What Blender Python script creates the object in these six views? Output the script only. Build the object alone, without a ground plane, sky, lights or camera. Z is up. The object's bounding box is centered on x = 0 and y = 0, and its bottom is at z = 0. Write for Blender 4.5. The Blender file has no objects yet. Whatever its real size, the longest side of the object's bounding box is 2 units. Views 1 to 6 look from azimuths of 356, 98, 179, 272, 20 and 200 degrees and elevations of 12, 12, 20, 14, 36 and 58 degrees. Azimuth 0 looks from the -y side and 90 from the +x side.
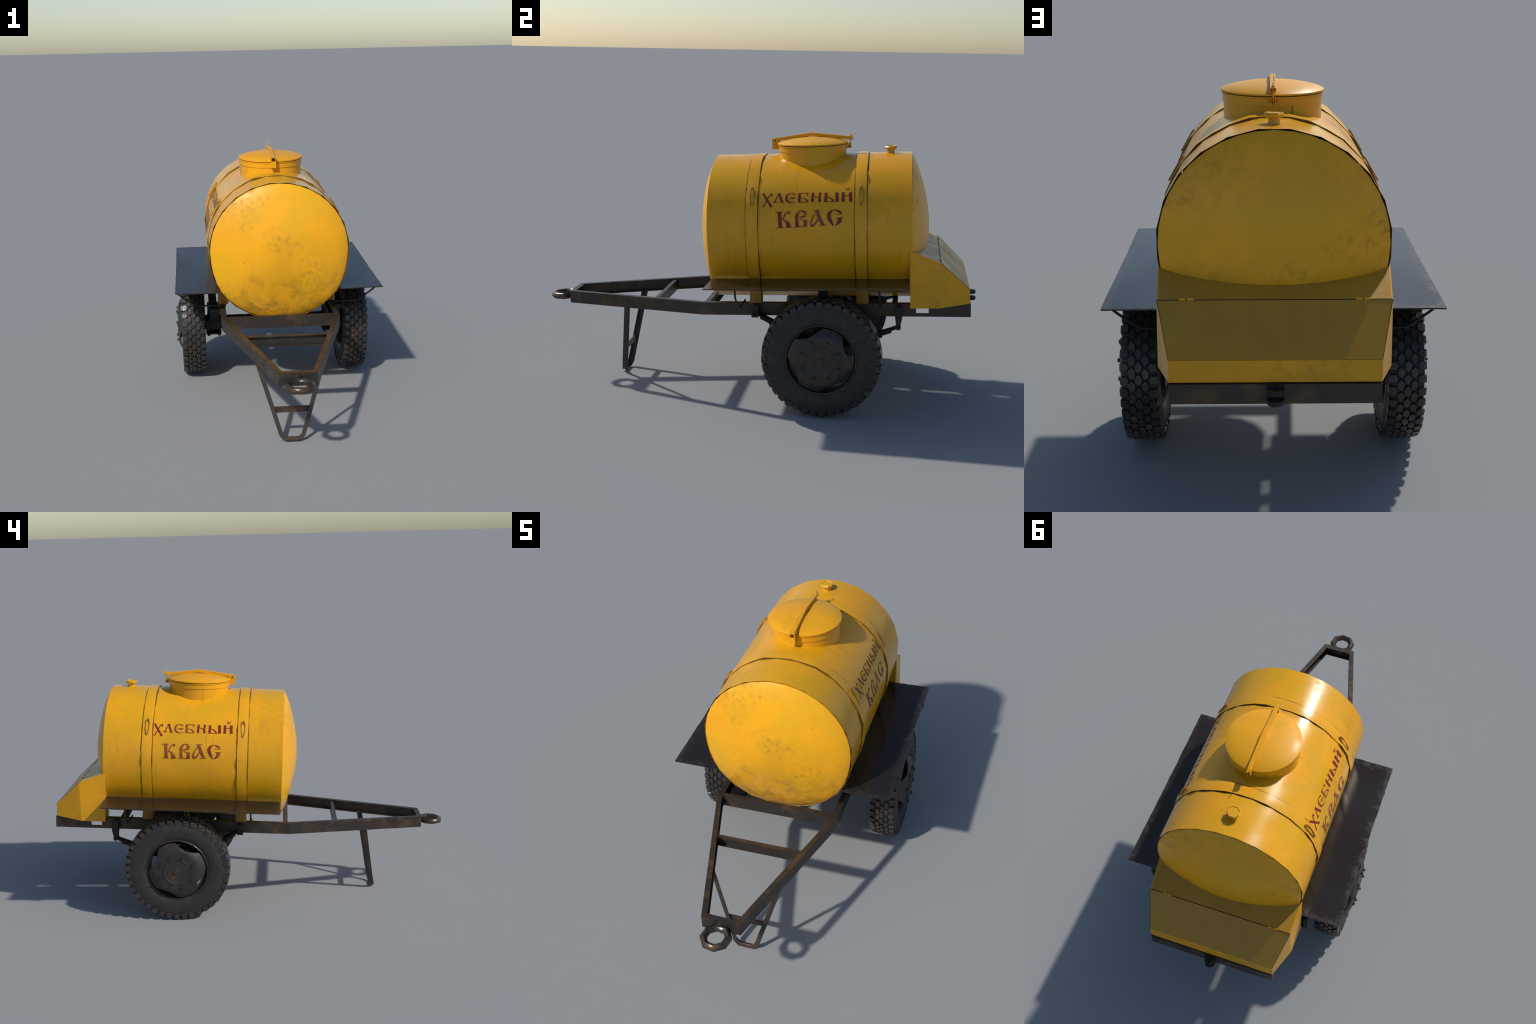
import bpy, bmesh, math, random
from mathutils import Vector, Matrix
random.seed(11)
rad = math.radians
SC = bpy.context.scene.collection

# ------------------------------------------------------------------ materials
def new_mat(name):
    m = bpy.data.materials.new(name); m.use_nodes = True
    nt = m.node_tree; nt.nodes.clear()
    out = nt.nodes.new('ShaderNodeOutputMaterial')
    b = nt.nodes.new('ShaderNodeBsdfPrincipled')
    nt.links.new(b.outputs[0], out.inputs[0])
    return m, nt, b

class G:
    """small helper to write node graphs as expressions"""
    def __init__(s, nt):
        s.nt = nt
        tc = nt.nodes.new('ShaderNodeTexCoord'); s.obj = tc.outputs['Object']
        s.info = None
    def link(s, v, sock):
        if isinstance(v, (int, float)): sock.default_value = v
        elif isinstance(v, tuple): sock.default_value = v if len(v) == len(sock.default_value) else (*v, 1)
        else: s.nt.links.new(v, sock)
    def map(s, scale=(1, 1, 1), loc=(0, 0, 0), vec=None):
        n = s.nt.nodes.new('ShaderNodeMapping')
        s.nt.links.new(vec or s.obj, n.inputs[0]); n.inputs['Scale'].default_value = scale
        n.inputs['Location'].default_value = loc
        return n.outputs[0]
    def noise(s, scale, detail=4, rough=.55, vec=None, dist=0):
        n = s.nt.nodes.new('ShaderNodeTexNoise')
        s.nt.links.new(vec or s.obj, n.inputs['Vector'])
        n.inputs['Scale'].default_value = scale; n.inputs['Detail'].default_value = detail
        n.inputs['Roughness'].default_value = rough; n.inputs['Distortion'].default_value = dist
        return n.outputs[0]
    def ramp(s, v, a, b, lo=0., hi=1.):
        n = s.nt.nodes.new('ShaderNodeMapRange'); n.interpolation_type = 'SMOOTHSTEP'
        s.link(v, n.inputs[0])
        for i, x in enumerate((a, b, lo, hi)): n.inputs[i + 1].default_value = x
        return n.outputs[0]
    def math(s, op, a, b=0.):
        n = s.nt.nodes.new('ShaderNodeMath'); n.operation = op
        s.link(a, n.inputs[0]); s.link(b, n.inputs[1]); return n.outputs[0]
    def mix(s, f, a, b):
        n = s.nt.nodes.new('ShaderNodeMix'); n.data_type = 'RGBA'
        s.link(f, n.inputs[0]); s.link(a, n.inputs[6]); s.link(b, n.inputs[7]); return n.outputs[2]
    def xyz(s, vec=None):
        n = s.nt.nodes.new('ShaderNodeSeparateXYZ'); s.nt.links.new(vec or s.obj, n.inputs[0]); return n.outputs
    def rand(s):
        n = s.nt.nodes.new('ShaderNodeObjectInfo'); return n.outputs['Random']
    def bump(s, h, strength, dist, bsdf):
        n = s.nt.nodes.new('ShaderNodeBump'); n.inputs['Strength'].default_value = strength
        n.inputs['Distance'].default_value = dist
        s.nt.links.new(h, n.inputs['Height']); s.nt.links.new(n.outputs[0], bsdf.inputs['Normal'])

YEL_A = (0.84, 0.378, 0.009)
YEL_B = (0.74, 0.370, 0.009)
DIRT = (0.30, 0.145, 0.022)

def paint_color(g, blotch=.5, lum=1.):
    hue = g.ramp(g.noise(5.5, 3), .38, .62)
    col = g.mix(hue, tuple(c * lum for c in YEL_A), tuple(c * lum for c in YEL_B))
    soft = g.ramp(g.noise(2.6, 5, .6, g.map(loc=(3, 1, 7))), .42, .68)
    col = g.mix(g.math('MULTIPLY', soft, .34), col, (0.60, 0.265, 0.016))
    area = g.ramp(g.noise(4.2, 2, .5, g.map(loc=(9, 4, 2))), .46, .66)
    grain = g.ramp(g.noise(42, 7, .72, dist=.3), .44, .68)
    patch = g.math('MULTIPLY', area, grain)
    col = g.mix(g.math('MULTIPLY', patch, blotch), col, DIRT)
    fleck = g.ramp(g.noise(75, 3, .6), .70, .76)
    col = g.mix(g.math('MULTIPLY', fleck, .5), col, (0.11, 0.06, 0.02))
    return col, patch

def make_paint(name, blotch=.5, rough=.3, splash=None, tone=None, gap_shadows=(), lum=1., streak=0.):
    m, nt, b = new_mat(name); g = G(nt)
    col, patch = paint_color(g, blotch, lum)
    if streak:                      # thin run-off stains down the sides
        st = g.ramp(g.noise(9, 5, .6, g.map((.7, 7, .7), (4, 2, 6))), .54, .74)
        st = g.math('MULTIPLY', st, g.ramp(g.noise(3.5, 3), .42, .62))
        col = g.mix(g.math('MULTIPLY', st, streak), col, (0.30, 0.15, 0.022))
    if tone: col = g.mix(g.ramp(g.noise(7, 6, .65), .3, .7, .78, 1.), col, tone)   # darker tone mixed over the yellow
    if gap_shadows:                       # shadow of the strap gap painted as dark lines on the shell
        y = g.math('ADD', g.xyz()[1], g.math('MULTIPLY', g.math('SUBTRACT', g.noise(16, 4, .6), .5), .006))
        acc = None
        for q in gap_shadows:
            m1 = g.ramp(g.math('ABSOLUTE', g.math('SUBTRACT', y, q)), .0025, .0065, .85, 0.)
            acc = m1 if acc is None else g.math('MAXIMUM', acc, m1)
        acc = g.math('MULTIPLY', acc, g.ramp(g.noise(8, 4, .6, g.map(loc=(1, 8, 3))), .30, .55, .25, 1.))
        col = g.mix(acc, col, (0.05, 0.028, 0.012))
    if splash:                      # dried road mud low on the tank ends
        zc, zs, amt = splash
        z = g.xyz()[2]
        wob = g.math('ADD', z, g.math('MULTIPLY', g.math('SUBTRACT', g.noise(4.5, 5, .6), .5), .42))
        low = g.ramp(wob, zc - zs, zc + zs, 1., 0.)
        body = g.ramp(g.noise(11, 7, .68, dist=.8), .40, .66)
        mud = g.math('MULTIPLY', g.math('MULTIPLY', low, body), amt)
        col = g.mix(mud, col, (0.17, 0.10, 0.025))
    g.link(col, b.inputs['Base Color'])
    g.link(g.math('ADD', g.ramp(g.noise(9, 4), .3, .7, rough - .05, rough + .1), g.math('MULTIPLY', patch, .2)), b.inputs['Roughness'])
    b.inputs['Specular IOR Level'].default_value = .36
    return m

def make_metal(name, base, rust, rust_lo, rust_hi, metallic, rough, scale=14, streak=(1, 1, 1)):
    m, nt, b = new_mat(name); g = G(nt)
    v = g.map(streak)
    n1 = g.ramp(g.noise(scale, 7, .65, v), rust_lo, rust_hi)
    n2 = g.noise(scale * 4, 5, .6, v)
    col = g.mix(n1, base, rust)
    col = g.mix(g.ramp(n2, .52, .72, 0, .5), col, tuple(c * .45 for c in base))
    g.link(col, b.inputs['Base Color'])
    g.link(g.math('MULTIPLY', g.ramp(n1, 0, 1, 1, .45), metallic), b.inputs['Metallic'])
    g.link(g.ramp(n2, .3, .7, rough - .08, rough + .1), b.inputs['Roughness'])
    g.bump(n2, .12, .003, b)
    return m

def make_rubber(name, base, dust, lo, hi, rough, per_object=False):
    m, nt, b = new_mat(name); g = G(nt)
    d = g.ramp(g.noise(22, 6, .65), lo, hi)
    if per_object: d = g.math('MULTIPLY', d, g.ramp(g.rand(), .2, 1., .3, 1.))
    col = g.mix(d, base, dust)
    g.link(col, b.inputs['Base Color'])
    g.link(g.ramp(g.noise(40, 4), .3, .7, rough - .1, rough + .1), b.inputs['Roughness'])
    g.bump(g.noise(90, 4), .15, .002, b)
    return m

M_TANK = make_paint('tank_paint', .20, .22, gap_shadows=(.0275, .0765, .4905, .5385), streak=.45)
M_END = make_paint('tank_end_paint', .55, .30, splash=(.60, .12, .62), lum=1.12)
M_TRIM = make_paint('trim_paint', .2, .25)
M_HLID = make_paint('hatch_lid_paint', .2, .40)
M_FOOT = make_paint('foot_paint', .6, .45, tone=(0.30, 0.15, 0.022))  # base browned to match saddles lying in shade; also dulls the sun-bright loops
M_LID = make_paint('lid_paint', .35, .28, tone=(0.44, 0.235, 0.026))
M_BOX = make_paint('box_paint', .4, .30)
M_FRAME = make_metal('frame_steel', (0.056, 0.048, 0.042), (0.105, 0.060, 0.026), .44, .68, .55, .42)
M_STAND = make_metal('stand_steel', (0.055, 0.050, 0.046), (0.095, 0.052, 0.035), .40, .66, .55, .40, 10)
def make_fender():
    m, nt, b = new_mat('fender_sheet'); g = G(nt)
    o = g.xyz()
    ex = g.ramp(g.math('ABSOLUTE', o[0]), .425, .482)
    ey = g.ramp(g.math('ABSOLUTE', g.math('SUBTRACT', o[1], .2895)), .36, .426)
    edge = g.math('MAXIMUM', ex, ey)
    n = g.noise(26, 7, .7, dist=.5)
    worn = g.ramp(g.math('ADD', n, g.math('MULTIPLY', edge, .24)), .56, .92)
    tint = g.ramp(g.noise(5, 5, .6), .35, .7)
    col = g.mix(tint, (0.046, 0.040, 0.036), (0.042, 0.031, 0.026))
    col = g.mix(worn, col, (0.046, 0.037, 0.033))
    g.link(col, b.inputs['Base Color'])
    g.link(g.ramp(worn, 0, 1, .60, .25), b.inputs['Metallic'])
    g.link(g.ramp(worn, 0, 1, .17, .42), b.inputs['Roughness'])
    return m
M_FENDER = make_fender()
M_RING = make_metal('forged_ring', (0.105, 0.088, 0.074), (0.10, 0.055, 0.028), .42, .66, .85, .30, 20)
M_UNDER = make_metal('underbody_steel', (0.022, 0.021, 0.020), (0.05, 0.032, 0.02), .52, .75, .4, .5)
M_RIM = make_metal('wheel_steel', (0.048, 0.045, 0.042), (0.100, 0.056, 0.029), .48, .72, .45, .42, 16)
M_TYRE = make_rubber('tyre_rubber', (0.022, 0.022, 0.022), (0.045, 0.037, 0.029), .45, .75, .62)
M_TREAD = make_rubber('tread_rubber', (0.030, 0.028, 0.027), (0.115, 0.066, 0.042), .44, .70, .32, True)
M_EDGE = make_paint('strap_edge_painted_shade', .5, .6, tone=(0.085, 0.045, 0.014))
M_SEAM = new_mat('seam_gap')[0]
M_SEAM.node_tree.nodes['Principled BSDF'].inputs['Base Color'].default_value = (.02, .014, .006, 1)
M_SEAM.node_tree.nodes['Principled BSDF'].inputs['Roughness'].default_value = .8

def make_letter():
    m, nt, b = new_mat('maroon_lettering'); g = G(nt)
    paint, _ = paint_color(g, .35)
    y = g.xyz()
    wear = g.ramp(g.noise(38, 6, .7, dist=.5), .56, .68)
    where = g.ramp(g.noise(9, 3, .5, g.map(loc=(2, 5, 1))), .44, .66)
    tone = g.mix(g.noise(25, 3), (0.150, 0.012, 0.015), (0.25, 0.024, 0.020))
    col = g.mix(g.math('MULTIPLY', wear, where), tone, paint)
    col = g.mix(g.math('MULTIPLY', where, .15), col, paint)
    g.link(col, b.inputs['Base Color']); b.inputs['Roughness'].default_value = .42
    b.inputs['Specular IOR Level'].default_value = .36
    return m
M_LETTER = make_letter()

# ------------------------------------------------------------------ scene graph
TILT = rad(2.85)                       # trailer rests nose down on its stand
PIV = Vector((0, .35, .24))
root = bpy.data.objects.new('tank_trailer', None); SC.objects.link(root)
root.rotation_euler = (TILT, 0, 0)
root.location = PIV - Matrix.Rotation(TILT, 3, 'X') @ PIV
root.empty_display_size = .3
root['label'] = 'weathered yellow drinks tank trailer on two wheels'
root['category'] = 'tank trailer'

def add(name, verts, faces, mat, parent=root, smooth=None, recalc=True):
    me = bpy.data.meshes.new(name)
    me.from_pydata([tuple(v) for v in verts], [], faces)
    if recalc:
        bm = bmesh.new(); bm.from_mesh(me)
        bmesh.ops.recalc_face_normals(bm, faces=bm.faces); bm.to_mesh(me); bm.free()
    me.materials.append(mat)
    ob = bpy.data.objects.new(name, me); SC.objects.link(ob); ob.parent = parent
    if smooth is not None:
        for p in me.polygons: p.use_smooth = True
        me.set_sharp_from_angle(angle=rad(smooth))
    return ob

def bevel(ob, w, seg=2, ang=35):
    bm = bmesh.new(); bm.from_mesh(ob.data)
    ed = [e for e in bm.edges if len(e.link_faces) == 2 and e.calc_face_angle(0) > rad(ang)]
    bmesh.ops.bevel(bm, geom=ed, offset=w, segments=seg, affect='EDGES', profile=.6, clamp_overlap=True)
    bm.to_mesh(ob.data); bm.free()
    for p in ob.data.polygons: p.use_smooth = True
    ob.data.set_sharp_from_angle(angle=rad(18))
    return ob

class Geo:
    def __init__(s): s.v = []; s.f = []
    def push(s, vs, fs):
        o = len(s.v); s.v += [Vector(v) for v in vs]; s.f += [tuple(i + o for i in f) for f in fs]; return s
    def box(s, x0, x1, y0, y1, z0, z1):
        vs = [(x, y, z) for x in (x0, x1) for y in (y0, y1) for z in (z0, z1)]
        return s.push(vs, [(0, 1, 3, 2), (4, 6, 7, 5), (0, 4, 5, 1), (2, 3, 7, 6), (0, 2, 6, 4), (1, 5, 7, 3)])
    def loft(s, rings, closed=True, cap=True):
        n = len(rings[0]); fs = []
        for i in range(len(rings) - 1):
            for j in range(n if closed else n - 1):
                a, b = i * n + j, i * n + (j + 1) % n
                fs.append((a, b, b + n, a + n))
        if cap:
            fs.append(tuple(range(n - 1, -1, -1))); fs.append(tuple(range((len(rings) - 1) * n, len(rings) * n)))
        return s.push([p for r in rings for p in r], fs)
    def tube(s, path, r, n=10, cap=True):
        path = [Vector(p) for p in path]; rings = []; up = None
        for i, p in enumerate(path):
            t = (path[min(i + 1, len(path) - 1)] - path[max(i - 1, 0)]).normalized()
            if up is None:
                up = Vector((0, 0, 1)) if abs(t.z) < .9 else Vector((0, 1, 0))
            a = t.cross(up).normalized(); b = a.cross(t).normalized(); up = b
            rings.append([p + (a * math.cos(k * 2 * math.pi / n) + b * math.sin(k * 2 * math.pi / n)) * r for k in range(n)])
        return s.loft(rings, True, cap)
    def ring_tube(s, path, r, n=8):
        """closed loop tube"""
        path = [Vector(p) for p in path]; m = len(path); rings = []
        c = sum(path, Vector()) / m
        nrm = (path[0] - c).cross(path[m // 4] - c).normalized()
        for i, p in enumerate(path):
            t = (path[(i + 1) % m] - path[i - 1]).normalized(); a = t.cross(nrm).normalized()
            rings.append([p + (a * math.cos(k * 2 * math.pi / n) + nrm * math.sin(k * 2 * math.pi / n)) * r for k in range(n)])
        rings.append(rings[0])
        return s.loft(rings, True, False)
    def bar(s, p0, p1, prof, up=(0, 0, 1)):
        """extrude a 2D profile (side, up) from p0 to p1"""
        p0, p1 = Vector(p0), Vector(p1); t = (p1 - p0).normalized()
        a = t.cross(Vector(up)).normalized(); b = a.cross(t).normalized()
        return s.loft([[p + a * q[0] + b * q[1] for q in prof] for p in (p0, p1)])
    def cyl(s, c, axis, r, h, n=16, r2=None):
        c = Vector(c); ax = Vector(axis).normalized()
        a = ax.orthogonal().normalized(); b = ax.cross(a); r2 = r if r2 is None else r2
        rg = lambda d, q: [c + ax * d + (a * math.cos(k * 2 * math.pi / n) + b * math.sin(k * 2 * math.pi / n)) * q for k in range(n)]
        return s.loft([rg(-h / 2, r), rg(h / 2, r2)])
    def mirrored(s):
        o = Geo(); o.v = [Vector((-v.x, v.y, v.z)) for v in s.v]; o.f = [tuple(reversed(f)) for f in s.f]; return o
    def make(s, name, mat, parent=root, smooth=None, bev=0, seg=2):
        ob = add(name, s.v, s.f, mat, parent, smooth)
        if bev: bevel(ob, bev, seg)
        return ob

def rect(w, h): return [(-w / 2, -h / 2), (w / 2, -h / 2), (w / 2, h / 2), (-w / 2, h / 2)]

def spline(pts, n=8):
    """Catmull-Rom through points of any dimension"""
    P = [Vector(p) for p in pts]; out = []
    if len(P) == 2:
        return [P[0].lerp(P[1], i / n) for i in range(n + 1)]
    for i in range(len(P) - 1):
        a, b, c, d = P[max(i - 1, 0)], P[i], P[i + 1], P[min(i + 2, len(P) - 1)]
        for k in range(n):
            t = k / n
            out.append(.5 * ((2 * b) + (c - a) * t + (2 * a - 5 * b + 4 * c - d) * t * t + (3 * b - a - 3 * c + d) * t ** 3))
    out.append(P[-1]); return out

# ------------------------------------------------------------------ tank
CZ, RX, RZ = .7545, .3222, .3168          # 24-sided rolled shell
Y0, Y1, NS = -.1425, .7262, 24
SAG = ((-90, 1.012), (-78, 1.034), (-68, 1.042), (-58, 1.038), (-46, 1.045), (-35, 1.044), (-22, 1.018), (-8, 1.0), (90, 1.0))
def sag(deg):
    """the belly of the tank is a little squarer than its crown"""
    d = (deg + 90) % 360 - 90
    if d > 90: d = 180 - d
    for (a, u), (b, v) in zip(SAG, SAG[1:]):
        if a <= d <= b: return u + (v - u) * (d - a) / (b - a)
    return 1.
def shell_vertex(k, grow=0.):
    a = rad(7.5 + 15 * k); f = sag(7.5 + 15 * k); return Vector(((RX * f + grow) * math.cos(a), 0, CZ + (RZ * f + grow) * math.sin(a)))
def shell_point(deg, off=0.):
    """point on the faceted shell at ellipse angle deg, lifted off the facet"""
    k = math.floor((deg - 7.5) / 15); t = (deg - 7.5) / 15 - k
    a, b = shell_vertex(k), shell_vertex(k + 1)
    n = Vector((b.z - a.z, 0, a.x - b.x)).normalized()
    if n.dot(a - Vector((0, 0, CZ))) < 0: n = -n
    return a.lerp(b, t) + n * off

ys = [Y0, -.03, .12, .288, .44, .60, Y1]
g = Geo()
outer = [[shell_vertex(k) + Vector((0, y, 0)) for k in range(NS)] for y in ys]
inner = [[shell_vertex(k, -.0015) + Vector((0, y, 0)) for k in range(NS)] for y in reversed(ys)]
g.loft(outer + inner + [outer[0]], True, False)
tank = g.make('tank', M_TANK, smooth=40)
tank.data.materials.append(M_SEAM)  # end rim blackened so it reads as the unlit slit around the dome
for p in tank.data.polygons:
    if abs(p.normal.y) > .9: p.material_index = 1

def tank_end(ysign, ybase):
    g = Geo(); n = 40; prof = [(.3195, -.004), (.3198, .0000), (.3170, .0022), (.296, .0135), (.255, .0305), (.20, .0455), (.14, .0600), (.08, .0702), (.03, .0745)]
    rings = []
    for r, d in prof:
        sz = RZ / RX
        rings.append([(r * sag(i * 360 / n) * math.cos(i * 2 * math.pi / n) * .991, ybase + ysign * d, CZ + r * sag(i * 360 / n) * sz * math.sin(i * 2 * math.pi / n) * .991) for i in range(n)])
    g.loft(rings, True, False)
    g.push([rings[-1][i] for i in range(n)] + [(0, ybase + ysign * .0755, CZ)], [(i, (i + 1) % n, n) for i in range(n)])
    ob = g.make('tank_end', M_END, tank)
    bm = bmesh.new(); bm.from_mesh(ob.data); bmesh.ops.remove_doubles(bm, verts=bm.verts, dist=1e-5)
    bmesh.ops.recalc_face_normals(bm, faces=bm.faces)
    mid = bm.faces[:][-1]
    bm.to_mesh(ob.data); bm.free()
    for p in ob.data.polygons: p.use_smooth = True
    return ob
tank_end(-1, Y0 + .0005); tank_end(1, Y1 - .0005)

# straps: steel bands with a slightly buckled edge, ending on saddle feet
def strap(y0, y1, seed):
    rs = random.Random(seed); g = Geo(); rings = []
    degs = list(range(-52, 233, 10))
    for d in degs:
        lift = .0050 + rs.uniform(-.0022, .0032)
        e0, e1 = rs.uniform(-.0015, .0015), rs.uniform(-.0015, .0015)
        f = sag(d); rb = lambda off: Vector(((RX * f * .9945 + off) * math.cos(rad(d)), 0, CZ + (RZ * f * .9945 + off) * math.sin(rad(d))))
        lo0, lo1 = rs.uniform(-.002, .0015), rs.uniform(-.002, .0015)
        rings.append([rb(-.004) + Vector((0, y0 + e0, 0)), rb(lift + lo0) + Vector((0, y0 + e0, 0)), rb(lift + .001) + Vector((0, (y0 + y1) / 2, 0)),
                      rb(lift + lo1) + Vector((0, y1 + e1, 0)), rb(-.004) + Vector((0, y1 + e1, 0))])
    g.loft(rings, True, True)
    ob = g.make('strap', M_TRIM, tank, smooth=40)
    ob.data.materials.append(M_EDGE)                 # side walls coloured dark for the shade under the lifted edges
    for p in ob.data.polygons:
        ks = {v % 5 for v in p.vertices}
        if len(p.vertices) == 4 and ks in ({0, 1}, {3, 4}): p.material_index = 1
    return ob
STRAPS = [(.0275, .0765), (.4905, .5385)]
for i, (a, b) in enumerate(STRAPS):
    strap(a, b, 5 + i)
    for sx in (1, -1):
        g = Geo(); ym = (a + b) / 2; rings = []
        for z, xi, xo, w in ((.4535, .237, .283, .0265), (.50, .215, .281, .0235), (.556, .225, .272, .0225)):
            rings.append([(sx * xi, ym - w, z), (sx * xo, ym - w, z), (sx * xo, ym + w, z), (sx * xi, ym + w, z)])
        g.loft(rings); g.make('saddle_foot', M_FOOT, tank, bev=.0012)
        # lifting loop laid against the strap
        loop = []
        for q in range(28):
            t = q * 2 * math.pi / 28
            dd = 31 + 6.6 * math.cos(t) * (1 + .1 * math.cos(t) ** 2); yy = ym + .0080 * math.sin(t) * (1.1 + .3 * math.cos(t))
            p = shell_point(dd, .0085); loop.append((sx * p.x, yy, p.z))
        Geo().ring_tube(loop, .0023).make('strap_handle', M_FOOT, tank, smooth=60)
        p = shell_point(37.4, .0065)
        Geo().cyl((sx * p.x, ym, p.z), (0, 1, 0), .0026, .015, 10).make('handle_hinge', M_FOOT, tank, smooth=40)

# ------------------------------------------------------------------ hatch
HY = .2885
def lathe_z(name, prof, mat, parent, n=36, cy=HY, smooth=35, cap=False):
    g = Geo()
    g.loft([[(r * math.cos(i * 2 * math.pi / n), cy + r * math.sin(i * 2 * math.pi / n), z) for i in range(n)] for r, z in prof], True, cap)
    return g.make(name, mat, parent, smooth)
hatch = lathe_z('hatch', [(.1495, .99), (.1495, 1.0875), (.1508, 1.0885), (.1525, 1.0885), (.1525, 1.1085), (.1495, 1.1095), (.1495, 1.1135)], M_TANK, root)
lathe_z('hatch_band', [(.1515, 1.1088), (.1545, 1.1095), (.1545, 1.1135), (.1515, 1.1142)], M_TRIM, hatch)
lathe_z('hatch_seal', [(.1500, 1.1125), (.1515, 1.1130), (.1515, 1.1178), (.1500, 1.118)], M_SEAM, hatch)
lathe_z('hatch_lid', [(.149, 1.1165), (.1568, 1.1172), (.1568, 1.1222), (.145, 1.1282), (.12, 1.1352), (.085, 1.1416), (.045, 1.1455), (.001, 1.1470)], M_HLID, hatch, smooth=50)
Geo().box(-.0005, .0005, .441, .4425, 1.03, 1.108).make('hatch_seam', M_SEAM, hatch)
for v in hatch.children:
    if v.name.startswith('hatch_seam'): v.matrix_local = Matrix.Translation((0, HY, 0)) @ Matrix.Rotation(rad(22), 4, 'Z') @ Matrix.Translation((0, -HY - .0025, 0))

# locking bar: folded channel over the lid, hinged in front, screwed down behind
g = Geo(); w = .0088
top = [(.108, 1.1425), (.2887, 1.1655), (.468, 1.1440)]
for sx in (-1, 1):
    pts = top + [(y, z - .0145) for y, z in reversed(top)]
    g.loft([[(sx * w, y, z) for y, z in pts], [(sx * (w - .0022), y, z) for y, z in pts]])
pts = top + [(y, z - .0022) for y, z in reversed(top)]
g.loft([[(sx * (w - .0022), y, z - .0001) for y, z in pts] for sx in (-1, 1)])
bar = g.make('locking_bar', M_TRIM, hatch, bev=.0006, seg=1)
g = Geo()
for sx in (-1, 1):
    g.box(sx * .0098, sx * .0124, .1065, .1405, 1.0940, 1.1410)
g.box(-.0098, .0098, .1065, .1095, 1.0940, 1.1240)
g.make('bar_hinge_bracket', M_TRIM, hatch, bev=.0006, seg=1)
Geo().cyl((0, .1215, 1.1325), (1, 0, 0), .0035, .028, 10).make('hinge_pin', M_UNDER, hatch, smooth=40)
g = Geo()
for sx in (-1, 1): g.box(sx * .0045, sx * .0075, .4420, .4610, 1.0940, 1.1155)
g.make('clasp_lug', M_TRIM, hatch, bev=.0006, seg=1)
g = Geo().tube([(0, .4545, 1.098), (0, .4560, 1.150)], .0024, 8)
g.cyl((0, .456, 1.1465), (0, 0, 1), .0052, .007, 6)
g.tube([(0, .457, 1.149), (.001, .470, 1.153), (.002, .484, 1.1580)], .0015, 6)
g.tube([(0, .457, 1.149), (-.001, .4585, 1.16), (-.001, .4590, 1.1770)], .0010, 6)
g.make('wing_screw', M_TRIM, hatch, smooth=50)
Geo().cyl((0, .4515, 1.103), (1, 0, 0), .003, .02, 8).make('clasp_pin', M_UNDER, hatch, smooth=40)

# filler cap
g = Geo(); n = 8
def oct_ring(r, z, tw=0): return [(r * math.cos(rad(22.5 + 45 * k + tw)), .634 + r * math.sin(rad(22.5 + 45 * k + tw)), z) for k in range(n)]
g.loft([oct_ring(.0205, 1.060), (oct_ring(.0178, 1.0715)), oct_ring(.0160, 1.0835), oct_ring(.0265, 1.0865), oct_ring(.0290, 1.0955), oct_ring(.0250, 1.0995), oct_ring(.0235, 1.0970)])
g.make('filler_cap', M_TRIM, smooth=30)

# ------------------------------------------------------------------ lettering: brush strokes laid on the shell
S1 = {  # upper word: strokes as (x, y, width) in a 2100-unit wide writing space, y down
 'h': [[(80,190,48),(175,335,48),(285,492,44)], [(288,195,26),(225,240,24),(160,365,24),(85,500,26)], [(289,192,20),(286,255,34)], [(235,492,14),(315,492,14)], [(62,196,14),(120,190,14)]],
 'l': [[(445,195,16),(400,295,22),(352,385,24)], [(328,394,16),(375,380,34),(405,394,12)], [(455,190,48),(492,290,52),(535,390,54)], [(495,394,16),(570,394,16)], [(420,188,14),(500,188,14)]],
 'e': [[(845,215,14),(790,190,18),(725,185,20),(655,225,46),(632,298,56),(660,368,44),(750,404,18),(858,384,10)], [(770,196,14),(810,210,34),(850,218,8)], [(705,298,8),(790,300,38),(858,292,8)]],
 'b': [[(938,190,60),(938,390,64)], [(905,186,16),(1145,186,16)], [(1132,186,36),(1112,262,6)], [(965,298,14),(1050,306,18),(1110,352,36),(1122,392,44)], [(902,393,14),(1150,393,14)]],
 'n': [[(1258,178,54),(1246,285,58),(1246,394,60)], [(1428,175,54),(1408,280,50),(1416,394,62)], [(1255,245,16),(1400,302,18)]],
 'y': [[(1562,182,62),(1550,388,66)], [(1570,284,16),(1665,304,26),(1735,378,36)], [(1515,387,14),(1758,387,14)], [(1812,178,72),(1820,390,74)]],
 'i': [[(1958,172,66),(1955,300,66),(1958,388,72)], [(2130,172,70),(2128,300,70),(2136,388,74)], [(1985,268,16),(2105,236,18)], [(2005,74,10),(2035,104,20),(2058,116,26),(2082,104,20),(2115,74,10)]],
}
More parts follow.
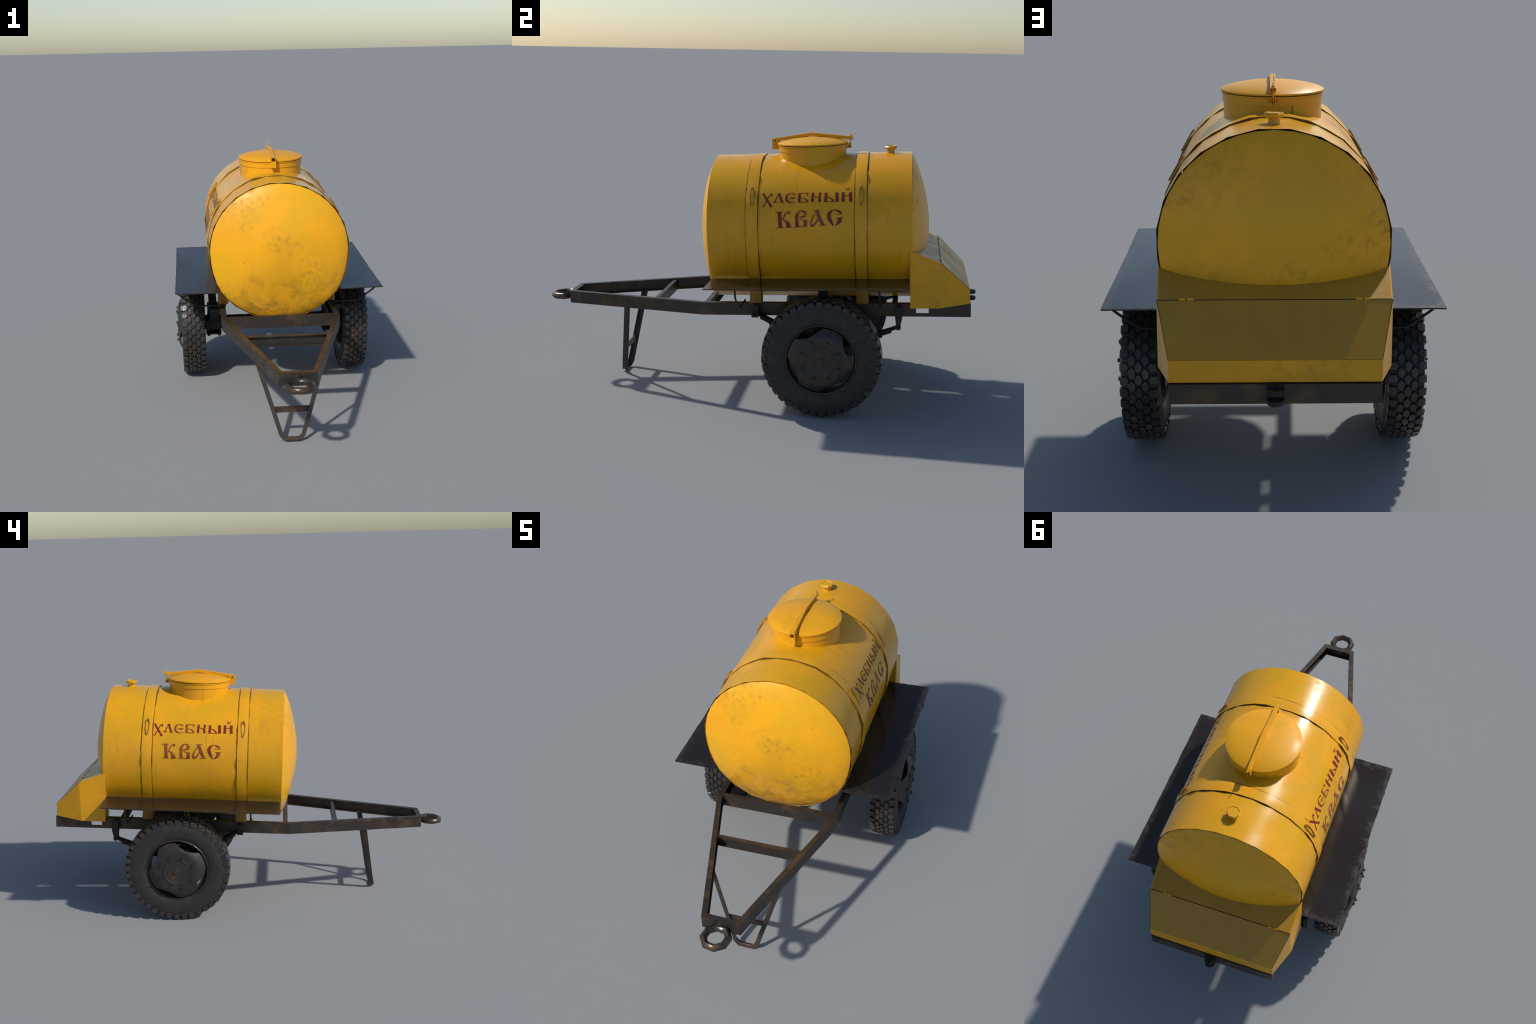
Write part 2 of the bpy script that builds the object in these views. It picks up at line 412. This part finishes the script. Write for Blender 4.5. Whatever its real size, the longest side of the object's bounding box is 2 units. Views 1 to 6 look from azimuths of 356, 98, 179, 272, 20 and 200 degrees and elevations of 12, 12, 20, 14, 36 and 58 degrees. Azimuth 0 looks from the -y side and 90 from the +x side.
S2 = {
 'k': [[(360,642,24),(535,633,22)], [(455,640,80),(466,820,84),(478,1008,84)], [(378,1010,16),(552,1000,16)], [(535,820,14),(560,760,26),(605,675,30),(660,632,28),(708,624,24)], [(660,655,30),(704,660,70)], [(530,815,16),(605,850,40),(662,915,88),(672,1000,96)], [(600,1004,14),(755,990,14)]],
 'v': [[(880,985,88),(868,830,78),(872,720,72),(915,635,46),(975,604,20)], [(965,604,18),(1035,630,52),(1062,690,82),(1032,742,54),(940,748,16)], [(925,768,12),(985,815,24),(1050,838,26),(1112,836,24)], [(1068,840,84),(1070,984,84)], [(800,992,14),(1115,982,16)]],
 'a': [[(1252,598,12),(1445,596,12)], [(1335,600,74),(1400,775,82),(1485,952,66)], [(1378,964,14),(1560,946,14)], [(1312,650,16),(1235,790,32),(1196,905,44),(1238,965,54),(1310,900,40),(1375,780,20)]],
 'c': [[(1905,672,40),(1858,628,56),(1740,594,18),(1655,640,58),(1618,715,84),(1632,800,82),(1690,900,56),(1716,968,16)], [(1772,690,12),(1935,688,12)], [(1785,786,14),(1945,776,16)], [(1872,790,104),(1860,870,80),(1760,964,10)]],
}
def letter_mesh(strokes, to_y, to_deg, sx, s_unit):
    g = Geo()
    for si, st in enumerate(strokes):
        off = .0011 + si * .00022
        P = spline(st, 7 if len(st) > 2 else 10); rows = []
        for i, p in enumerate(P):
            t = (P[min(i + 1, len(P) - 1)] - P[max(i - 1, 0)]); t = Vector((t.x, t.y)).normalized()
            nn = Vector((-t.y, t.x)) * p.z / 2
            # strokes that run straight down keep level ends, as brush-cut letters do
            row = []
            for f in (-1, -.33, .33, 1):
                x, y = p.x + nn.x * f, p.y + nn.y * f
                q = shell_point(to_deg(x, y), off)
                row.append(Vector((sx * q.x, to_y(x, y), q.z)))
            rows.append(row)
        g.loft(rows, False, False)
    ob = add('letter', g.v, g.f, M_LETTER, None, None, recalc=False)
    for p in ob.data.polygons:                       # every face looks outward
        c = p.center - Vector((0, p.center.y, CZ))
        if p.normal.dot(c) < 0: p.flip()
    ob.data.update()
    for p in ob.data.polygons: p.use_smooth = True   # share the rolled shell's smooth shading
    ob.data.normals_split_custom_set_from_vertices([Vector((v.co.x / RX ** 2, 0, (v.co.z - CZ) / RZ ** 2)).normalized() for v in ob.data.vertices])
    return ob
for sx in (1, -1):
    ya = (lambda x: .0971 + (x - 65) * .3815 / 2105) if sx > 0 else (lambda x: .5800 - (.0971 + (x - 65) * .3815 / 2105))
    yb = (lambda x: .1555 + (x - 365) * .2833 / 1575) if sx > 0 else (lambda x: .5940 - (.1555 + (x - 365) * .2833 / 1575))
    d1 = lambda x, y: 34.0 - (y - 185) / 28.0 + (.0 if sx > 0 else .35)
    d2 = (lambda x, y: 18.7 - (y - 640) / 30.9) if sx > 0 else (lambda x, y: 17.0 - (y - 615 + (x - 365) * .028) / 30.6)
    for S, fy, fd in ((S1, ya, d1), (S2, yb, d2)):
        for k in S:
            o = letter_mesh(S[k], lambda x, y: fy(x), fd, sx, 1); o.parent = tank

# ------------------------------------------------------------------ fenders
for sx in (1, -1):
    nx, ny = 14, 26; x0, x1, y0, y1, z = .2830, .4822, -.1365, .7155, .5640
    rs = random.Random(3); g = Geo(); top = []; bot = []
    for i in range(nx + 1):
        for j in range(ny + 1):
            e = rs.uniform(-.0011, .0011) if (i == nx or j in (0, ny)) else 0
            x = x0 + (x1 - x0) * i / nx; y = y0 + (y1 - y0) * j / ny
            zz = z + .0008 * math.sin(x * 21 + 1) * math.sin(y * 9)
            top.append((sx * (x + (e if i == nx else 0)), y + (e if j in (0, ny) else 0), zz)); bot.append((top[-1][0], top[-1][1], zz - .0045))
    q = lambda i, j: i * (ny + 1) + j
    fs = [(q(i, j), q(i + 1, j), q(i + 1, j + 1), q(i, j + 1)) for i in range(nx) for j in range(ny)]
    N = len(top); edge = [q(i, 0) for i in range(nx)] + [q(nx, j) for j in range(ny)] + [q(i, ny) for i in range(nx, 0, -1)] + [q(0, j) for j in range(ny, 0, -1)]
    g.push(top + bot, fs + [tuple(k + N for k in reversed(f)) for f in fs] + [(edge[k], edge[k] + N, edge[(k + 1) % len(edge)] + N, edge[(k + 1) % len(edge)]) for k in range(len(edge))])
    fender = g.make('fender', M_FENDER, smooth=40)
    for y in (.0, .5955):
        path = spline([(sx * .4800, y, .557), (sx * .4760, y, .530), (sx * .462, y, .512), (sx * .40, y, .4675), (sx * .37, y, .4600), (sx * .33, y, .4580), (sx * .245, y, .4580)], 6)
        Geo().tube(path, .0042, 8).make('fender_brace', M_UNDER, fender, smooth=60)
    g = Geo().loft([[(sx * x, y, z) for x, y in ((.288, .33), (.316, .33), (.316, .372), (.288, .372))] for z in (.345, .5585)])
    g.make('fender_post', M_UNDER, fender)

# ------------------------------------------------------------------ frame
FB, FT, TH = .3962, .4522, .0035
frame = None
def channel_prof(h, fl, t, side):
    """C section: web at local x=0, flanges reaching to side*fl"""
    return [(0, 0), (side * fl, 0), (side * fl, t), (side * t, t), (side * t, h - t), (side * fl, h - t), (side * fl, h), (0, h)]
XK, YK, XF, YF, XR, YR = .2725, -.187, .0790, -.8665, .2745, .9715
def xrail(y): return XK + (XR - XK) * (y - YK) / (YR - YK)
for sx in (1, -1):
    g = Geo()
    def seg(y0, y1, z0, z1):
        for a, b in ((y0, y1),):
            pr = [[(sx * xrail(y), y, z0), (sx * (xrail(y) - TH), y, z0), (sx * (xrail(y) - TH), y, z1), (sx * xrail(y), y, z1)] for y in (a, b)]
            g.loft(pr)
    HA, HB, HZ0, HZ1 = .7430, .7955, .4112, .4378
    seg(YK, HA, FB, FT); seg(HB, YR, FB, FT); seg(HA, HB, FB, HZ0); seg(HA, HB, HZ1, FT)
    for z0, z1 in ((FB, FB + TH), (FT - TH, FT)):
        g.loft([[(sx * (xrail(y) - TH), y, z0), (sx * (xrail(y) - .024), y, z0), (sx * (xrail(y) - .024), y, z1), (sx * (xrail(y) - TH), y, z1)] for y in (YK, YR - TH)])
    ob = g.make('side_rail', M_FRAME)
    # drawbar arm, mitred into the rail and the nose plate
    d = Vector((XF - XK, YF - YK, 0)).normalized(); inn = Vector((d.y, -d.x, 0))   # inward for +x side
    if inn.x > 0: inn = -inn
    prof = channel_prof(FT - FB, .022, TH, 1); rings = []
    for px, py, cutn in ((XK, YK, Vector((0, 1, 0)) + d * -1), (XF, YF, Vector((0, 1, 0)))):
        ring = []
        for s, h in prof:
            p = Vector((px, py, 0)) + inn * s
            # slide along the arm to meet the mitre plane
            if py == YK: k = -(p - Vector((px, py, 0))).dot(Vector((d.x, d.y - 1, 0)).normalized()) / d.dot(Vector((d.x, d.y - 1, 0)).normalized())
            else: k = (YF + .0 - p.y) / d.y
            p = p + d * k
            ring.append((sx * p.x, p.y, FB + h))
        rings.append(ring)
    Geo().loft(rings).make('drawbar_arm', M_FRAME)
# nose plate, cross members, tail beam
g = Geo().box(-XF + .001, XF - .001, YF - .0015, YF + .003, FB + .0004, FT - .0004)
g.box(-XF + .012, XF - .012, YF + .003, YF + .022, FT - TH, FT - .0006).box(-XF + .012, XF - .012, YF + .003, YF + .022, FB + .0006, FB + TH)
nose = g.make('nose_plate', M_FRAME)
def arm_x(y): return XK + (XF - XK) * (y - YK) / (YF - YK)
g = Geo(); y = -.412; xw = arm_x(y) - .006
g.box(-xw, xw, y - .0035, y, FB + .002, FT - .0055)
for z in (FB + .002, FT - .0055 - TH):
    x0, x1 = arm_x(y - .0035) - .006, arm_x(y - .018) - .006
    g.push([(-x0, y - .0035, z), (x0, y - .0035, z), (x1, y - .018, z), (-x1, y - .018, z), (-x0, y - .0035, z + TH), (x0, y - .0035, z + TH), (x1, y - .018, z + TH), (-x1, y - .018, z + TH)],
           [(0, 3, 2, 1), (4, 5, 6, 7), (0, 1, 5, 4), (1, 2, 6, 5), (2, 3, 7, 6), (3, 0, 4, 7)])
g.make('cross_member', M_FRAME)
def cross(y, z0, z1, dirn, xw=XK - .004, fl=.022):
    g = Geo().box(-xw, xw, y, y + .0035 * dirn, z0, z1)
    for a, b in ((z0, z0 + TH), (z1 - TH, z1)): g.box(-xw, xw, y + .0035 * dirn, y + fl * dirn, a, b)
    return g.make('cross_member', M_FRAME)
cross(-.1795, FB + .001, FT - .0008, 1, XK - .0045, .021)
cross(.335, FB + .001, FT - .018, 1)
cross(.640, FB + .001, FT - .018, 1)
g = Geo().box(-XR + .0036, XR - .0036, YR - .0036, YR - .0002, FB + .0005, FT - .0005)
for a, b in ((FB + .0005, FB + TH), (FT - TH, FT - .0005)): g.box(-XR + .026, XR - .026, YR - .026, YR - .0036, a, b)
g.make('tail_beam', M_FRAME)

# tow ring: forged eight-sided eye with a short neck
g = Geo(); n, m, R, r = 8, 6, .0490, .0155
rings = []
for i in range(n):
    t = 2 * math.pi * (i + .27) / n
    rings.append([((R + r * math.cos(q)) * math.cos(t), -.9220 + (R * 1.03 + r * math.cos(q)) * math.sin(t), .4180 + .95 * r * math.sin(q)) for q in [rad(30 + 60 * k) for k in range(m)]])
g.loft(rings + [rings[0]], True, False)
g.cyl((0, -.869, .4200), (0, 1, 0), .020, .02, 10, .026)
ring = g.make('tow_ring', M_RING, smooth=60)

# support stand: bent flat-bar V with a rung
P = [(-.1480, -.5680, .4000), (-.0470, -.6300, .0665), (-.0285, -.6365, .0535), (.0285, -.6365, .0535), (.0470, -.6300, .0665), (.1480, -.5680, .4000)]
P = [Vector(p) for p in P]; g = Geo(); rings = []
wide = Vector((0, -.983, .18)).normalized()        # bar width runs fore-aft
for i, p in enumerate(P):
    t0 = (P[i] - P[i - 1]).normalized() if i else (P[1] - P[0]).normalized()
    t1 = (P[i + 1] - P[i]).normalized() if i < len(P) - 1 else t0
    n0, n1 = t0.cross(wide).normalized(), t1.cross(wide).normalized(); nn = (n0 + n1).normalized(); k = .0092 / max(.5, nn.dot(n0))
    p = p + Vector((0, 0, .0085)); o_ = 1 if nn.dot(Vector((p.x * 3, 0, p.z - .3))) > 0 else -1; ki = k - .0045     # angle iron, open to the rear inside
    rings.append([p + nn * o_ * a_ + wide * b_ for a_, b_ in ((k, -.0135), (k, .0135), (-k, .0135), (-k, .0095), (ki, .0095), (ki, -.0135))])
stand = g.loft(rings).make('support_stand', M_STAND, bev=.001, seg=1)
zr = .182; f = (zr - .0665) / (.4 - .0665); xr = .047 + f * .101 - .003; yr = -.630 + f * .062
Geo().bar((-xr, yr - .002, zr), (xr, yr - .002, zr), rect(.006, .026), (0, 0, 1)).make('stand_rung', M_STAND, stand)

# rear tow jaw
g = Geo()
def jaw(z):
    n = 10; out = []; inn = []
    for k in range(n):
        a = rad(-18 + 36 * k); out.append((.0215 * math.cos(a), .9885 + .0195 * math.sin(a))); inn.append((.0085 * math.cos(a), .9905 + .0085 * math.sin(a)))
    vs = [(x, y, z) for x, y in out] + [(x, y, z) for x, y in inn] + [(x, y, z + .013) for x, y in out] + [(x, y, z + .013) for x, y in inn]
    fs = []
    for k in range(n):
        j = (k + 1) % n
        fs += [(k, j, n + j, n + k), (2 * n + k, 3 * n + k, 3 * n + j, 2 * n + j), (k, 2 * n + k, 2 * n + j, j), (n + k, n + j, 3 * n + j, 3 * n + k)]
    g.push(vs, fs)
jaw(.4040); jaw(.4325)
g.box(-.0225, .0225, .9715, .980, .3985, .452)
g.make('tow_jaw', M_UNDER, smooth=30)

# ------------------------------------------------------------------ rear tap box
T = .0035
A = (.3185, .7180, .6915); B = (.3115, .8460, .6375); C = (.2745, .9665, .5175); D = (.2745, .9665, .4550); E = (.3155, .8370, .4440); F = (.3180, .7180, .4435)
tap_box = None
def sheet(name, pts, mat, parent, t=T, bev=.0008):
    """flat or gently folded panel, thickened inward along -normal of the first triangle"""
    P = [Vector(p) for p in pts]; nrm = (P[1] - P[0]).cross(P[2] - P[0]).normalized()
    n = len(P); g = Geo(); g.push(P + [p - nrm * t for p in P], [tuple(range(n)), tuple(range(2 * n - 1, n - 1, -1))] + [(i, i + n, (i + 1) % n + n, (i + 1) % n) for i in range(n)])
    return g.make(name, mat, parent, bev=bev, seg=1)
mx = lambda p: (-p[0], p[1], p[2])
ins = lambda p, d: (p[0] - d, p[1], p[2])
tap_box = sheet('tap_box', [ins(A, .002), mx(ins(A, .002)), mx(ins((B[0], B[1] - .0012, B[2] + .0005), .002)), ins((B[0], B[1] - .0012, B[2] + .0005), .002)][::-1], M_LID, root)
lid_b = (B[0], B[1] + .0012, B[2] - .0008)
sheet('box_lid', [ins(lid_b, -.0004), ins(C, -.0004), mx(ins(C, -.0004)), mx(ins(lid_b, -.0004))], M_LID, tap_box)
sheet('box_tail_panel', [ins((C[0], C[1] + .0006, C[2] - .0016), .001), ins((D[0], D[1] + .0006, D[2]), .001), mx(ins((D[0], D[1] + .0006, D[2]), .001)), mx(ins((C[0], C[1] + .0006, C[2] - .0016), .001))], M_BOX, tap_box)
for sx in (1, -1):
    fl = (lambda p: p) if sx > 0 else mx
    front = [fl(p) for p in (A, (B[0], B[1], B[2]), E, F)]; back = [fl(p) for p in (B, C, D, E)]
    if sx > 0: front.reverse(); back.reverse()
    front = front[::-1]; back = back[::-1]
    g = Geo()
    for P in (front, back):
        P = [Vector(p) for p in P]; inn = Vector((-sx * T, 0, 0))
        g.push(P + [p + inn for p in P], [(0, 1, 2, 3), (7, 6, 5, 4)] + [(i, i + 4, (i + 1) % 4 + 4, (i + 1) % 4) for i in range(4)])
    g.make('box_side_panel', M_BOX, tap_box)
for sx in (1, -1):
    Geo().box(sx * .205, sx * (A[0] - .0038), A[1] + .0004, A[1] + .0038, .4440, A[2] - .004).make('box_front_wall', M_LID, tap_box)
Bv = Vector(B); Av = Vector(A); Cv = Vector(C)
# dark gap along the hinge and the lid sides, and two hinges
Geo().bar((-B[0] + .001, B[1], B[2] - .0010), (B[0] - .001, B[1], B[2] - .0010), rect(.0028, .0022)).make('lid_gap', M_SEAM, tap_box)
for sx in (1, -1):
    Geo().bar((sx * (B[0] - .0004), B[1] + .001, B[2] - .0008), (sx * (C[0] - .0004), C[1] - .0005, C[2] - .0004), rect(.0013, .0016)).make('lid_gap', M_SEAM, tap_box)
    Geo().bar((sx * .2125, B[1], B[2] + .0018), (sx * .2315, B[1], B[2] + .0018), rect(.006, .006)).bar((sx * .2345, B[1], B[2] + .0018), (sx * .2530, B[1], B[2] + .0018), rect(.006, .006)).make('lid_hinge', M_TRIM, tap_box, bev=.0015)

# ------------------------------------------------------------------ running gear
AY, AZ = .3480, .2546
axle = Geo().tube([(-.345, AY, AZ), (.345, AY, AZ)], .036, 14).make('axle', M_UNDER, smooth=40)
for sx in (1, -1):
    # leaf spring: main leaf eye to eye and shorter leaves beneath
    eye_f, eye_r = (.0545, .4205), (.6675, .3620)
    def leaf_z(y):
        t = (y - eye_f[0]) / (eye_r[0] - eye_f[0]); base = eye_f[1] + (eye_r[1] - eye_f[1]) * t
        return base - .30 * t * (1 - t)
    springs = None
    for li, (ya, yb) in enumerate(((.0545, .6675), (.0760, .6390), (.115, .600), (.155, .555), (.195, .505))):
        g = Geo(); rings = []
        for k in range(17):
            y = ya + (yb - ya) * k / 16; z = leaf_z(y) - li * .0085
            rings.append([(sx * .279, y, z), (sx * .321, y, z), (sx * .321, y, z - .0068), (sx * .279, y, z - .0068)])
        o = g.loft(rings).make('leaf_spring' if li == 0 else 'spring_leaf', M_UNDER, root if li == 0 else springs)
        if li == 0: springs = o
    for (y, z) in (eye_f, eye_r): Geo().cyl((sx * .30, y, z - .002), (1, 0, 0), .011, .050, 12).make('spring_eye', M_UNDER, springs, smooth=40)
    # hangers on the rail
    for xa, xb in ((.2750, .2800), (.320, .325)):
        g = Geo().box(sx * xa, sx * xb, .0385, .0700, .3995, .4505)
        g.make('spring_hanger', M_UNDER, springs, bev=.002)
        pts = [(.6555, .4505), (.6550, .4010), (.6585, .3700), (.6585, .3560), (.6640, .3505), (.6710, .3505), (.6765, .3560), (.6765, .3700), (.6850, .4010), (.6850, .4505)]
        Geo().loft([[(sx * x, y, z) for y, z in pts] for x in (xa, xb)]).make('spring_shackle', M_UNDER, springs)
    for y, z in ((.0545, .4205), (.669, .402), (.6675, .360)):
        Geo().cyl((sx * .302, y, z), (1, 0, 0), .0065, .056, 6).make('shackle_bolt', M_UNDER, springs)
    # axle clamp with U-bolts
    g = Geo().box(sx * .262, sx * .340, .300, .396, .2030, .2100).box(sx * .268, sx * .332, .308, .388, .3460 - .0, .3520)
    clamp = g.make('axle_clamp', M_UNDER, bev=.001, seg=1)
    for x in (.2735, .3265):
        for y in (.312, .384):
            Geo().tube([(sx * x, y, .193), (sx * x, y, .352)], .0042, 8).cyl((sx * x, y, .1985), (0, 0, 1), .008, .008, 6).make('u_bolt', M_UNDER, clamp, smooth=40)
    Geo().cyl((sx * .30, .348, .2500), (1, 0, 0), .046, .076, 16).make('spring_pad', M_UNDER, clamp, smooth=40)
    Geo().cyl((sx * .375, AY, AZ), (1, 0, 0), .086, .060, 28).make('brake_drum', M_UNDER, axle, smooth=40)

# ------------------------------------------------------------------ wheels
def lathe_x(prof, n, sx):
    g = Geo()
    g.loft([[(sx * x, AY + r * math.cos(i * 2 * math.pi / n), AZ + r * math.sin(i * 2 * math.pi / n)) for i in range(n)] for x, r in prof], True, False)
    return g
NROW = 40
XC = .4035
COLS = (-.0405, -.0202, 0., .0202, .0405)
def hex_block():
    """one tread block, origin on the axle line: x across, y along the tread, z outward"""
    h = [(0, -.0188), (.0107, -.0088), (.0107, .0088), (0, .0188), (-.0107, .0088), (-.0107, -.0088)]
    g = Geo(); sc = lambda k, z: [(x * k, y * k, z - (y * k) ** 2 * 2.0) for x, y in h]
    g.loft([sc(1.0, .2385), sc(.95, .2512), sc(.90, .2525)])
    return g
def shoulder_block():
    """outer lug: half hexagon inside, square end folded over the shoulder with a pit in its side"""
    h = [(-.0105, 0.), (-.0060, -.0125), (.0125, -.0130), (.0125, .0130), (-.0060, .0125)]
    g = Geo(); sc = lambda k, z, dx: [(x * k + dx * (x > 0), y * k, z - (y * k) ** 2 * 2.0 - (x > 0) * .0022) for x, y in h]
    g.loft([sc(1.0, .2330, .0030), sc(.98, .2500, .0015), sc(.92, .2515, 0)])
    # side lug
    z0, z1, xa, xb = .2235, .2480, .009, .0165
    v = [(xa, -.0115, z0), (xa, .0115, z0), (xa, .0115, z1), (xa, -.0115, z1), (xb - .001, -.0100, z0 + .003), (xb - .001, .0100, z0 + .003), (xb, .0118, z1 - .002), (xb, -.0118, z1 - .002)]
    c = [(xb - .0006, -.0055, .2295), (xb - .0005, .0062, .2330), (xb - .0002, -.0045, .2425)]; pit = (xb - .0080, -.001, .2350)
    vs = v + c + [pit]
    fs = [(0, 1, 5, 4), (1, 2, 6, 5), (2, 3, 7, 6), (3, 0, 4, 7), (4, 5, 9, 8), (5, 6, 9), (6, 7, 10), (6, 10, 9), (7, 4, 8), (7, 8, 10), (8, 9, 11), (9, 10, 11), (10, 8, 11)]
    g.push(vs, fs)
    return g
hb, sb = hex_block(), shoulder_block()
for q in (hb, sb):
    for v in q.v: v.z += .0021
def geo_mesh(g, name):
    ob = g.make(name, M_TREAD); me = ob.data; bpy.data.objects.remove(ob); return me
ME_HEX = geo_mesh(hb, 'tread_block'); ME_SH = geo_mesh(sb, 'shoulder_block')
sbm = Geo(); sbm.v = [Vector((-v.x, v.y, v.z)) for v in sb.v]; sbm.f = [tuple(reversed(f)) for f in sb.f]
ME_SHM = geo_mesh(sbm, 'shoulder_block')

for sx in (1, -1):
    # steel wheel: rim barrel and dished disc with four window notches
    g = lathe_x([(.455, .1535), (.4585, .1500), (.4575, .1455), (.440, .1405), (.425, .1375), (.385, .1365), (.352, .1500), (.349, .1535), (.353, .1500), (.386, .1325), (.425, .1335), (.441, .1365), (.455, .1425)], 36, sx)
    nth = 96; rings_o = []
    def edge_r(th):
        k = 0
        for c0 in (112, 202, 292, 22):
            dlt = abs((math.degrees(th) - c0 + 180) % 360 - 180)
            if dlt < 26.5: k = max(k, 1 - (dlt / 26.5) ** 2)
        return .1385 - .0270 * k
    def face_x(r):   # dished outward
        if r < .100: return .4805 + (.0015 if r < .064 else 0)
        u = (r - .100) / (.138 - .100); return .4805 - .022 * (u ** 1.25)
    fr = [0.0, .035, .060, .0635, .0645, .075, .096]
    for r0 in fr + [None] * 4:
        pass
    levels = [('abs', r) for r in (.012, .035, .060, .0635, .0648, .080, .096)] + [('rel', q) for q in (.25, .5, .75, 1.)]
    ra = []
    for kind, q in levels:
        ring_ = []
        for i in range(nth):
            th = 2 * math.pi * i / nth; er = edge_r(th)
            r = q if kind == 'abs' else .096 + (er - .096) * q
            ring_.append((r, th))
        ra.append(ring_)
    P3 = lambda r, th, dx: (sx * (face_x(r) - dx), AY + r * math.cos(th), AZ + r * math.sin(th))
    loop = [[P3(r, th, 0) for r, th in rg] for rg in ra] + [[P3(r, th, .0045) for r, th in rg] for rg in reversed(ra)]
    g.loft(loop, True, False)
    wheel = g.make('wheel', M_RIM, smooth=38)
    lathe_x([(.4805, .0645), (.4835, .0640), (.4840, .0610), (.4822, .0585), (.4828, .0500), (.4835, .0200), (.4835, .001)], 28, sx).make('hub_cap', M_RIM, wheel, smooth=40)
    lathe_x([(.482, .0185), (.4870, .0175), (.4880, .0150), (.4878, .001)], 8, sx).make('hub_nut', M_RIM, wheel, smooth=40)
    for k in range(8):
        a = rad(22.5 + 45 * k); c = (sx * .4905, AY + .0825 * math.cos(a), AZ + .0825 * math.sin(a))
        gg = Geo().cyl((sx * .4815, c[1], c[2]), (1, 0, 0), .0095, .003, 12).cyl((sx * .4835, c[1], c[2]), (1, 0, 0), .0034, .006, 8).cyl((sx * .4872, c[1], c[2]), (1, 0, 0), .0066, .0060, 6)
        gg.make('wheel_nut', M_RIM, wheel, smooth=30)
    # tyre carcass
    hw = .0535
    half = [(hw - .004, .1500), (hw + .001, .1560), (hw + .0042, .175), (hw + .0050, .195), (hw + .0035, .212), (hw - .0005, .228), (hw - .003, .2375), (hw - .010, .2415), (.030, .2430), (0, .2432)]
    half = [(x, r + max(0, (r - .15) * .02)) for x, r in half]
    prof = [(XC + x, r) for x, r in half] + [(XC - x, r) for x, r in reversed(half[:-1])] + [(XC - hw + .012, .1440), (XC + hw - .012, .1440)]
    prof.append(prof[0])
    tyre = lathe_x(prof, 80, sx).make('tyre', M_TYRE, wheel, smooth=45)
    # tread: outer, centre and inner rows are single blocks, the rows between them one mesh
    rs = random.Random(40 + sx); stuff = Geo()
    for ci, cx in enumerate(COLS):
        for k in range(NROW):
            a = 2 * math.pi * (k + (.5 if ci % 2 else 0)) / NROW + rs.uniform(-.006, .006)
            sc = rs.uniform(.94, 1.03); dz = rs.uniform(-.0010, .0004) - (.0010 if ci in (1, 3) else 0)
            M = Matrix.Translation((sx * XC + cx + rs.uniform(-.0006, .0006), AY, AZ)) @ Matrix.Rotation(a, 4, 'X') @ Matrix.Translation((0, 0, dz)) @ Matrix.Rotation(rs.uniform(-.06, .06), 4, 'Z') @ Matrix.Diagonal((sc, sc, 1, 1))
            if ci in (1, 3):
                stuff.push([M @ v for v in hb.v], hb.f)
            else:
                me = ME_HEX if ci == 2 else (ME_SH if cx > 0 else ME_SHM)
                o = bpy.data.objects.new('tread_block', me); SC.objects.link(o); o.parent = wheel; o.matrix_local = M
    o = stuff.make('tread_row', M_TREAD, wheel); o['kind'] = 'stuff'
